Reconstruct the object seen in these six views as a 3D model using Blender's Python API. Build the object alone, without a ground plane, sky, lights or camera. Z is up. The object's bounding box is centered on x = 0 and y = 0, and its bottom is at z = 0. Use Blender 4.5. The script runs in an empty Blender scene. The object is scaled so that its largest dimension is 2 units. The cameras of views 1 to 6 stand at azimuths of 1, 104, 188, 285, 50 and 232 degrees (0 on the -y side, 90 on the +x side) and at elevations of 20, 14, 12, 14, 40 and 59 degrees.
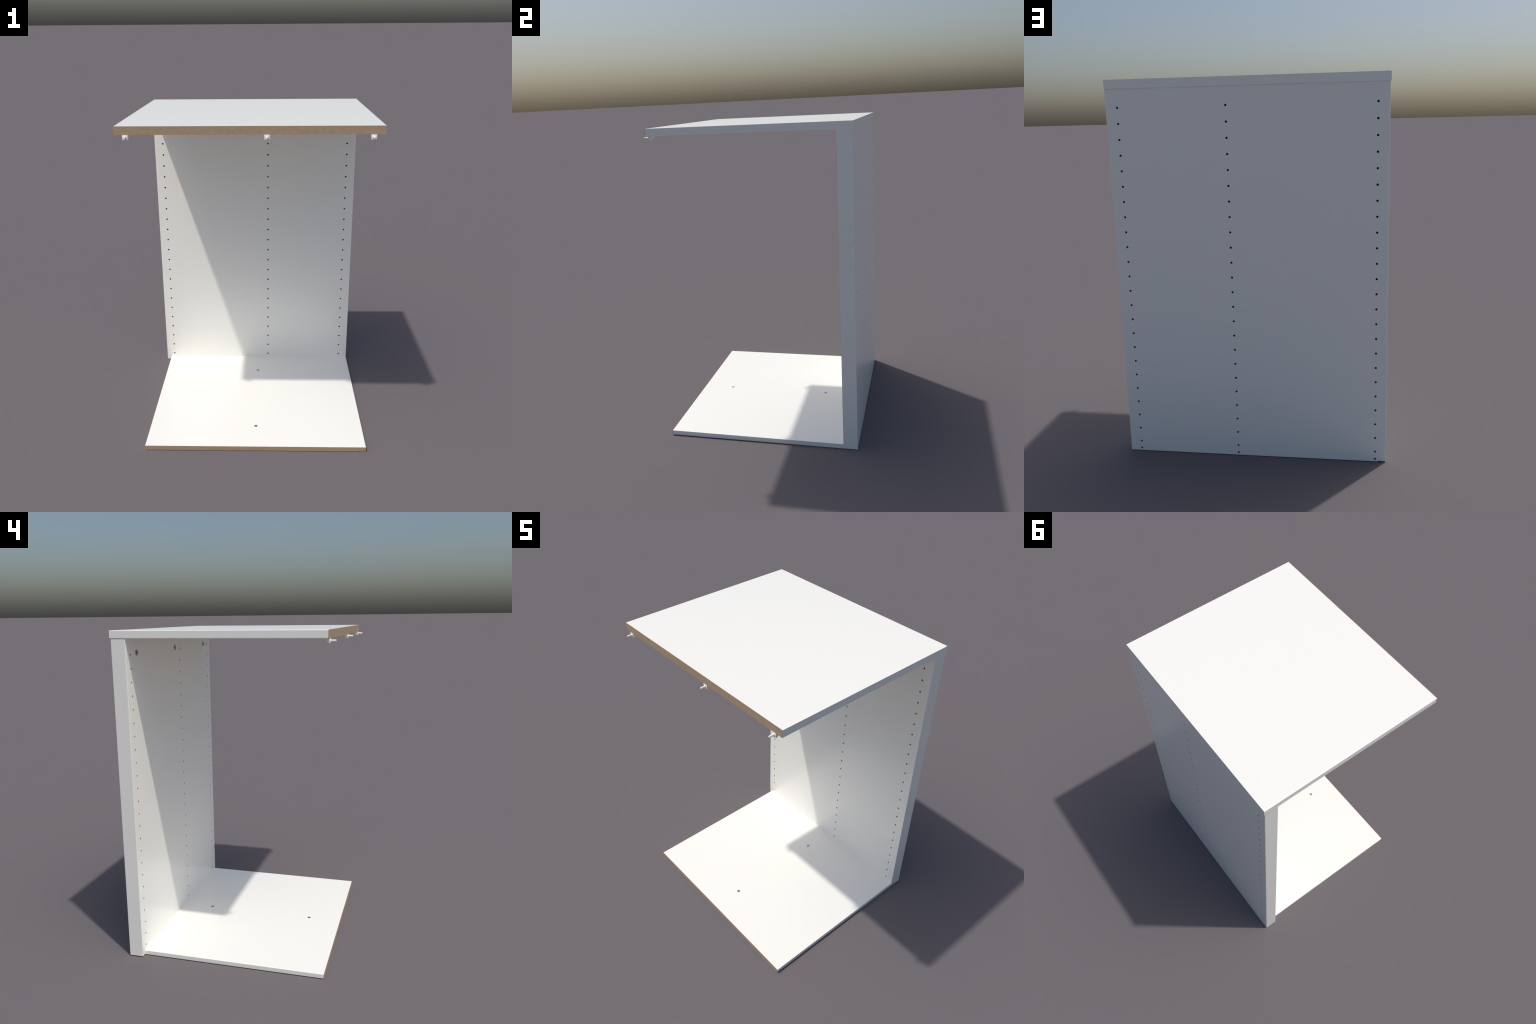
"""White laminated desk-return frame: thick upright panel with three columns of
shelf-pin holes, a tabletop and a base board that cantilever to the front, cut
fibreboard ends, plastic support brackets with pegs and metal fittings."""
import bpy, bmesh, math
from mathutils import Vector, Matrix

# ----------------------------------------------------------------- dimensions
X_RIGHT = 0.7033          # flush right side of all boards
Y_FRONT = -0.5992         # cut ends of tabletop and base board
TOP_X0, TOP_Y1 = -0.7028, 0.6304
TOP_Z0, TOP_Z1 = 1.9557, 2.0
UP_X0, UP_Y0, UP_Y1 = -0.7002, 0.5374, 0.6258
UP_Z1 = TOP_Z0 - 0.0001
BASE_X0, BASE_Z1 = -0.6686, 0.0292
BAND = 0.0040             # edge banding thickness
ROUND = 0.0036            # rounding of banded edges
RAW = 0.0020              # depth of the exposed fibreboard face pieces
HOLE_X = (-0.6435, 0.0932, 0.6435)
HOLE_Z0, HOLE_PITCH, HOLE_ROWS = 0.0563, 0.0786, 24
HOLE_R, HOLE_DEPTH = 0.0058, 0.038
FOOT_HOLE_Z = 0.0147
NOTCH_X, NOTCH_H = -0.6602, 0.0034
CAM_X, CAM_Z, CAM_R = (-0.5612, 0.0180, 0.5666), 1.8726, 0.0187
BOLT_X, BOLT_Y, BOLT_R = 0.0178, (-0.3840, 0.3235), 0.0108
PEG_Z = 1.9427
BRACKET_W = 0.0295
BRACKET_Z0 = 1.9288


# ------------------------------------------------------------------ materials
def new_material(name):
    m = bpy.data.materials.new(name)
    m.use_nodes = True
    return m, m.node_tree.nodes, m.node_tree.links, m.node_tree.nodes["Principled BSDF"]


def white_laminate():
    m, n, l, b = new_material("white_laminate")
    tc = n.new("ShaderNodeTexCoord")
    noise = n.new("ShaderNodeTexNoise")
    noise.inputs["Scale"].default_value = 900.0
    noise.inputs["Detail"].default_value = 2.0
    l.new(tc.outputs["Object"], noise.inputs["Vector"])
    ramp = n.new("ShaderNodeValToRGB")
    ramp.color_ramp.elements[0].position = 0.3
    ramp.color_ramp.elements[0].color = (0.986, 0.977, 0.912, 1)
    ramp.color_ramp.elements[1].position = 0.7
    ramp.color_ramp.elements[1].color = (0.998, 0.989, 0.924, 1)
    l.new(noise.outputs["Fac"], ramp.inputs["Fac"])
    l.new(ramp.outputs["Color"], b.inputs["Base Color"])
    b.inputs["Roughness"].default_value = 0.25
    b.inputs["Specular IOR Level"].default_value = 0.5
    return m


def fibreboard():
    m, n, l, b = new_material("raw_fibreboard")
    tc = n.new("ShaderNodeTexCoord")
    fine = n.new("ShaderNodeTexNoise")
    fine.inputs["Scale"].default_value = 150.0
    fine.inputs["Detail"].default_value = 5.0
    fine.inputs["Roughness"].default_value = 0.65
    l.new(tc.outputs["Object"], fine.inputs["Vector"])
    ramp = n.new("ShaderNodeValToRGB")
    ramp.color_ramp.elements[0].position = 0.28
    ramp.color_ramp.elements[0].color = (0.385, 0.275, 0.180, 1)
    ramp.color_ramp.elements[1].position = 0.72
    ramp.color_ramp.elements[1].color = (0.520, 0.390, 0.262, 1)
    l.new(fine.outputs["Fac"], ramp.inputs["Fac"])
    broad = n.new("ShaderNodeTexNoise")
    broad.inputs["Scale"].default_value = 48.0
    broad.inputs["Detail"].default_value = 2.0
    l.new(tc.outputs["Object"], broad.inputs["Vector"])
    tint = n.new("ShaderNodeValToRGB")
    tint.color_ramp.elements[0].position = 0.35
    tint.color_ramp.elements[0].color = (0.94, 0.925, 0.90, 1)
    tint.color_ramp.elements[1].position = 0.65
    tint.color_ramp.elements[1].color = (1, 1, 1, 1)
    l.new(broad.outputs["Fac"], tint.inputs["Fac"])
    mix = n.new("ShaderNodeMix")
    mix.data_type, mix.blend_type = "RGBA", "MULTIPLY"
    mix.inputs[0].default_value = 1.0
    l.new(ramp.outputs["Color"], mix.inputs[6])
    l.new(tint.outputs["Color"], mix.inputs[7])
    l.new(mix.outputs[2], b.inputs["Base Color"])
    bump = n.new("ShaderNodeBump")
    bump.inputs["Strength"].default_value = 0.15
    bump.inputs["Distance"].default_value = 0.001
    l.new(fine.outputs["Fac"], bump.inputs["Height"])
    l.new(bump.outputs["Normal"], b.inputs["Normal"])
    b.inputs["Roughness"].default_value = 0.8
    b.inputs["Specular IOR Level"].default_value = 0.25
    return m


def white_plastic():
    m, n, l, b = new_material("white_plastic")
    b.inputs["Base Color"].default_value = (0.95, 0.945, 0.93, 1)
    b.inputs["Roughness"].default_value = 0.35
    return m


def zinc_metal(name, low, high):
    m, n, l, b = new_material(name)
    tc = n.new("ShaderNodeTexCoord")
    noise = n.new("ShaderNodeTexNoise")
    noise.inputs["Scale"].default_value = 400.0
    l.new(tc.outputs["Object"], noise.inputs["Vector"])
    ramp = n.new("ShaderNodeValToRGB")
    ramp.color_ramp.elements[0].color = (low, low, low * 1.02, 1)
    ramp.color_ramp.elements[1].color = (high, high, high * 1.02, 1)
    l.new(noise.outputs["Fac"], ramp.inputs["Fac"])
    l.new(ramp.outputs["Color"], b.inputs["Base Color"])
    b.inputs["Metallic"].default_value = 1.0
    b.inputs["Roughness"].default_value = 0.45
    return m


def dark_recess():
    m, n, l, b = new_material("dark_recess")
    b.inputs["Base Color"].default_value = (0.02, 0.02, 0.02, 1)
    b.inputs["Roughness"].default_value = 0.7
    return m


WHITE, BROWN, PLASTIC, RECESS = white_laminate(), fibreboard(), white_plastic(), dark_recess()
ZINC, DARK_ZINC = zinc_metal("zinc_metal", 0.38, 0.46), zinc_metal("dark_zinc", 0.40, 0.48)


# ------------------------------------------------------------------- builders
def add_object(name, bm, mats, parent, smooth_angle=None):
    bmesh.ops.recalc_face_normals(bm, faces=bm.faces[:])
    for e in bm.edges:                      # flat faces stay flat beside rounded ones
        e.smooth = all(f.smooth for f in e.link_faces)
    me = bpy.data.meshes.new(name)
    bm.to_mesh(me)
    bm.free()
    for m in mats:
        me.materials.append(m)
    ob = bpy.data.objects.new(name, me)
    bpy.context.scene.collection.objects.link(ob)
    ob.parent = parent
    if smooth_angle:
        me.shade_smooth()
        for e in me.edges:
            e.use_edge_sharp = False
        me.set_sharp_from_angle(angle=math.radians(smooth_angle))
    return ob


def extrude_outline(bm, outline, axis, a, b):
    """Prism from a 2D outline; the outline lies in the plane of the other two axes."""
    def place(p, t):
        p = list(p)
        p.insert(axis, t)
        return bm.verts.new(p)
    lo = [place(p, a) for p in outline]
    hi = [place(p, b) for p in outline]
    bm.faces.new(lo)
    bm.faces.new(hi)
    k = len(outline)
    for i in range(k):
        f = bm.faces.new((lo[i], lo[(i + 1) % k], hi[(i + 1) % k], hi[i]))
        f.smooth = (Vector(outline[i]) - Vector(outline[(i + 1) % k])).length < 0.0014


def rounded_left(u0, u1, v0, v1, r, steps=6):
    """Rectangle outline whose two corners on the u0 side are rounded."""
    pts = [(u1, v0), (u1, v1)]
    for i in range(steps + 1):
        t = math.pi / 2 * i / steps
        pts.append((u0 + r - r * math.sin(t), v1 - r + r * math.cos(t)))
    for i in range(steps + 1):
        t = math.pi / 2 * i / steps
        pts.append((u0 + r - r * math.cos(t), v0 + r - r * math.sin(t)))
    return pts


def box(bm, x0, x1, y0, y1, z0, z1):
    extrude_outline(bm, [(x0, y0), (x1, y0), (x1, y1), (x0, y1)], 2, z0, z1)


frame = bpy.data.objects.new("desk_frame", None)
bpy.context.scene.collection.objects.link(frame)
frame["label"] = "white laminated panel desk frame with raw brown cut ends"
frame["category"] = "desk"


# ------------------------------------------- tabletop and base board (with band)
def cantilever_board(name, x0, y_back, z0, z1):
    bm = bmesh.new()
    box(bm, x0 + BAND, X_RIGHT, Y_FRONT + RAW, y_back, z0, z1)
    board = add_object(name, bm, [WHITE], frame)
    bm = bmesh.new()
    extrude_outline(bm, rounded_left(x0, x0 + BAND, z0, z1, ROUND), 1, Y_FRONT + RAW, y_back)
    add_object("edge_band", bm, [WHITE], board)
    bm = bmesh.new()
    extrude_outline(bm, rounded_left(x0, X_RIGHT, z0, z1, ROUND), 1, Y_FRONT, Y_FRONT + RAW)
    add_object("raw_edge", bm, [BROWN], board)
    return board


tabletop = cantilever_board("tabletop", TOP_X0, TOP_Y1, TOP_Z0, TOP_Z1)
base_board = cantilever_board("base_board", BASE_X0, UP_Y0, 0.0, BASE_Z1)


# ------------------------------------------------------------- upright panel
bm = bmesh.new()
extrude_outline(bm, [(NOTCH_X, 0.0), (X_RIGHT, 0.0), (X_RIGHT, UP_Z1), (UP_X0 + BAND, UP_Z1),
                     (UP_X0 + BAND, NOTCH_H), (NOTCH_X, NOTCH_H)], 1, UP_Y0, UP_Y1)
upright = add_object("upright_panel", bm, [WHITE], frame)

turn = Matrix.Rotation(math.pi / 2, 4, "X")


def drill_out(board, drill):
    """Subtract a set of drill bits from a board; the bore walls show raw fibreboard."""
    cutter = add_object("drill_cutter", drill, [BROWN], None)
    cut = board.modifiers.new("holes", "BOOLEAN")
    cut.operation, cut.solver, cut.object = "DIFFERENCE", "EXACT", cutter
    cut.material_mode = "TRANSFER"
    graph = bpy.context.evaluated_depsgraph_get()
    drilled = bpy.data.meshes.new_from_object(board.evaluated_get(graph))
    board.modifiers.clear()
    board.data = drilled
    drilled.name = board.name
    bpy.data.objects.remove(cutter)


def bit(drill, radius, depth, matrix):
    bmesh.ops.create_cone(drill, cap_ends=True, segments=24, radius1=radius, radius2=radius,
                          depth=depth, matrix=matrix)


drill = bmesh.new()
rows = [HOLE_Z0 + HOLE_PITCH * i for i in range(HOLE_ROWS)]
for hx in HOLE_X:
    for hz in rows:                                 # blind bores from both faces
        for face in (UP_Y0, UP_Y1):
            bit(drill, HOLE_R, 2 * HOLE_DEPTH, Matrix.Translation((hx, face, hz)) @ turn)
    bit(drill, HOLE_R, 2 * HOLE_DEPTH, Matrix.Translation((hx, UP_Y1, FOOT_HOLE_Z)) @ turn)
for cx in CAM_X:                                    # sockets of the cam fittings
    bit(drill, CAM_R * 0.97, 0.0116, Matrix.Translation((cx, UP_Y0, CAM_Z)) @ turn)
drill_out(upright, drill)

drill = bmesh.new()
for by in BOLT_Y:                                   # sockets of the bolts
    bit(drill, BOLT_R * 0.97, 0.0116, Matrix.Translation((BOLT_X, by, BASE_Z1)))
drill_out(base_board, drill)

bm = bmesh.new()
extrude_outline(bm, rounded_left(UP_X0, UP_X0 + BAND, UP_Y0, UP_Y1, ROUND), 2, NOTCH_H, UP_Z1)
add_object("edge_band", bm, [WHITE], upright)


# ----------------------------------------------- round fittings with cross slot
def cross_head(name, radius, slot_len, slot_w, depth, metal, slot_mat):
    """Flat chamfered disc, facing +z at the origin, with a recessed cross slot."""
    bm = bmesh.new()
    seg, proud, sink = 48, 0.0008, 0.006
    rings = [(radius * 0.93, proud), (radius, proud - 0.0006), (radius, -sink)]
    loops = [[bm.verts.new((r * math.cos(math.tau * i / seg), r * math.sin(math.tau * i / seg), z))
              for i in range(seg)] for r, z in rings]
    bm.faces.new(loops[0])
    bm.faces.new(loops[-1])
    for a, b in zip(loops, loops[1:]):
        for i in range(seg):
            bm.faces.new((a[i], a[(i + 1) % seg], b[(i + 1) % seg], b[i]))
    disc = add_object(name, bm, [metal], None, 30)
    bm = bmesh.new()
    s, w = slot_len, slot_w
    extrude_outline(bm, [(s, -w), (s, w), (w, w), (w, s), (-w, s), (-w, w), (-s, w), (-s, -w),
                         (-w, -w), (-w, -s), (w, -s), (w, -w)], 2, proud - depth, proud + 0.01)
    slot = add_object("slot_cutter", bm, [slot_mat], None)
    mod = disc.modifiers.new("slot", "BOOLEAN")
    mod.operation, mod.solver, mod.object = "DIFFERENCE", "EXACT", slot
    mod.material_mode = "TRANSFER"
    dg = bpy.context.evaluated_depsgraph_get()
    me = bpy.data.meshes.new_from_object(disc.evaluated_get(dg))
    me.name = name
    bpy.data.objects.remove(disc)
    bpy.data.objects.remove(slot)
    return me


def place(name, me, parent, matrix):
    ob = bpy.data.objects.new(name, me)
    bpy.context.scene.collection.objects.link(ob)
    ob.parent = parent
    ob.matrix_local = matrix


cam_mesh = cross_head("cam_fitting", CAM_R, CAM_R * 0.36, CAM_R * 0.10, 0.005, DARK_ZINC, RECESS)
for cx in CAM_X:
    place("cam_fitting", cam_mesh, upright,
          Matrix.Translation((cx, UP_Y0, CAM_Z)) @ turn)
bolt_mesh = cross_head("bolt_head", BOLT_R, BOLT_R * 0.50, BOLT_R * 0.08, 0.0015, ZINC, ZINC)
for by in BOLT_Y:
    place("bolt_head", bolt_mesh, base_board, Matrix.Translation((BOLT_X, by, BASE_Z1)))


# ------------------------------------------------- support brackets with pegs
def bracket_mesh():
    """Face plate, wedge gusset up to the board's underside; origin on the peg axis, facing -y."""
    bm = bmesh.new()
    z0, z1 = BRACKET_Z0 - PEG_Z, TOP_Z0 - 0.0004 - PEG_Z
    outline = [(0.0, z0), (0.0068, z0), (0.0085, z0 + 0.001), (0.0325, z1 - 0.0022), (0.0325, z1), (0.0, z1)]
    extrude_outline(bm, outline, 0, -BRACKET_W / 2, BRACKET_W / 2)
    bmesh.ops.bevel(bm, geom=bm.edges[:], offset=0.0005, segments=2, affect="EDGES", profile=0.5)
    return bm


def peg_mesh():
    """Round-ended peg along -y, turned from a profile of (length, radius) pairs."""
    bm = bmesh.new()
    r, length, seg = 0.0058, TOP_Y1 + Y_FRONT - 0.0008, 28
    tip = 0.0022
    prof = [(0.0, r)] + [(length - tip + tip * math.sin(t), r - tip + tip * math.cos(t))
                         for t in (math.pi / 2 * i / 6 for i in range(7))]
    loops = [[bm.verts.new((q * math.cos(math.tau * i / seg), -d, q * math.sin(math.tau * i / seg)))
              for i in range(seg)] for d, q in prof]
    for a, b in zip(loops, loops[1:]):
        for i in range(seg):
            bm.faces.new((a[i], a[(i + 1) % seg], b[(i + 1) % seg], b[i]))
    bm.faces.new(loops[0])
    bm.faces.new(loops[-1])
    return bm


first = None
for hx in HOLE_X:
    if first is None:
        first = add_object("support_bracket", bracket_mesh(), [PLASTIC], frame, 40)
        peg = add_object("peg", peg_mesh(), [PLASTIC], first, 40)
        body, pin = first, peg
    else:
        body = first.copy()
        pin = peg.copy()
        bpy.context.scene.collection.objects.link(body)
        bpy.context.scene.collection.objects.link(pin)
        pin.parent = body
    body.location = (hx, Y_FRONT - 0.0008, PEG_Z)
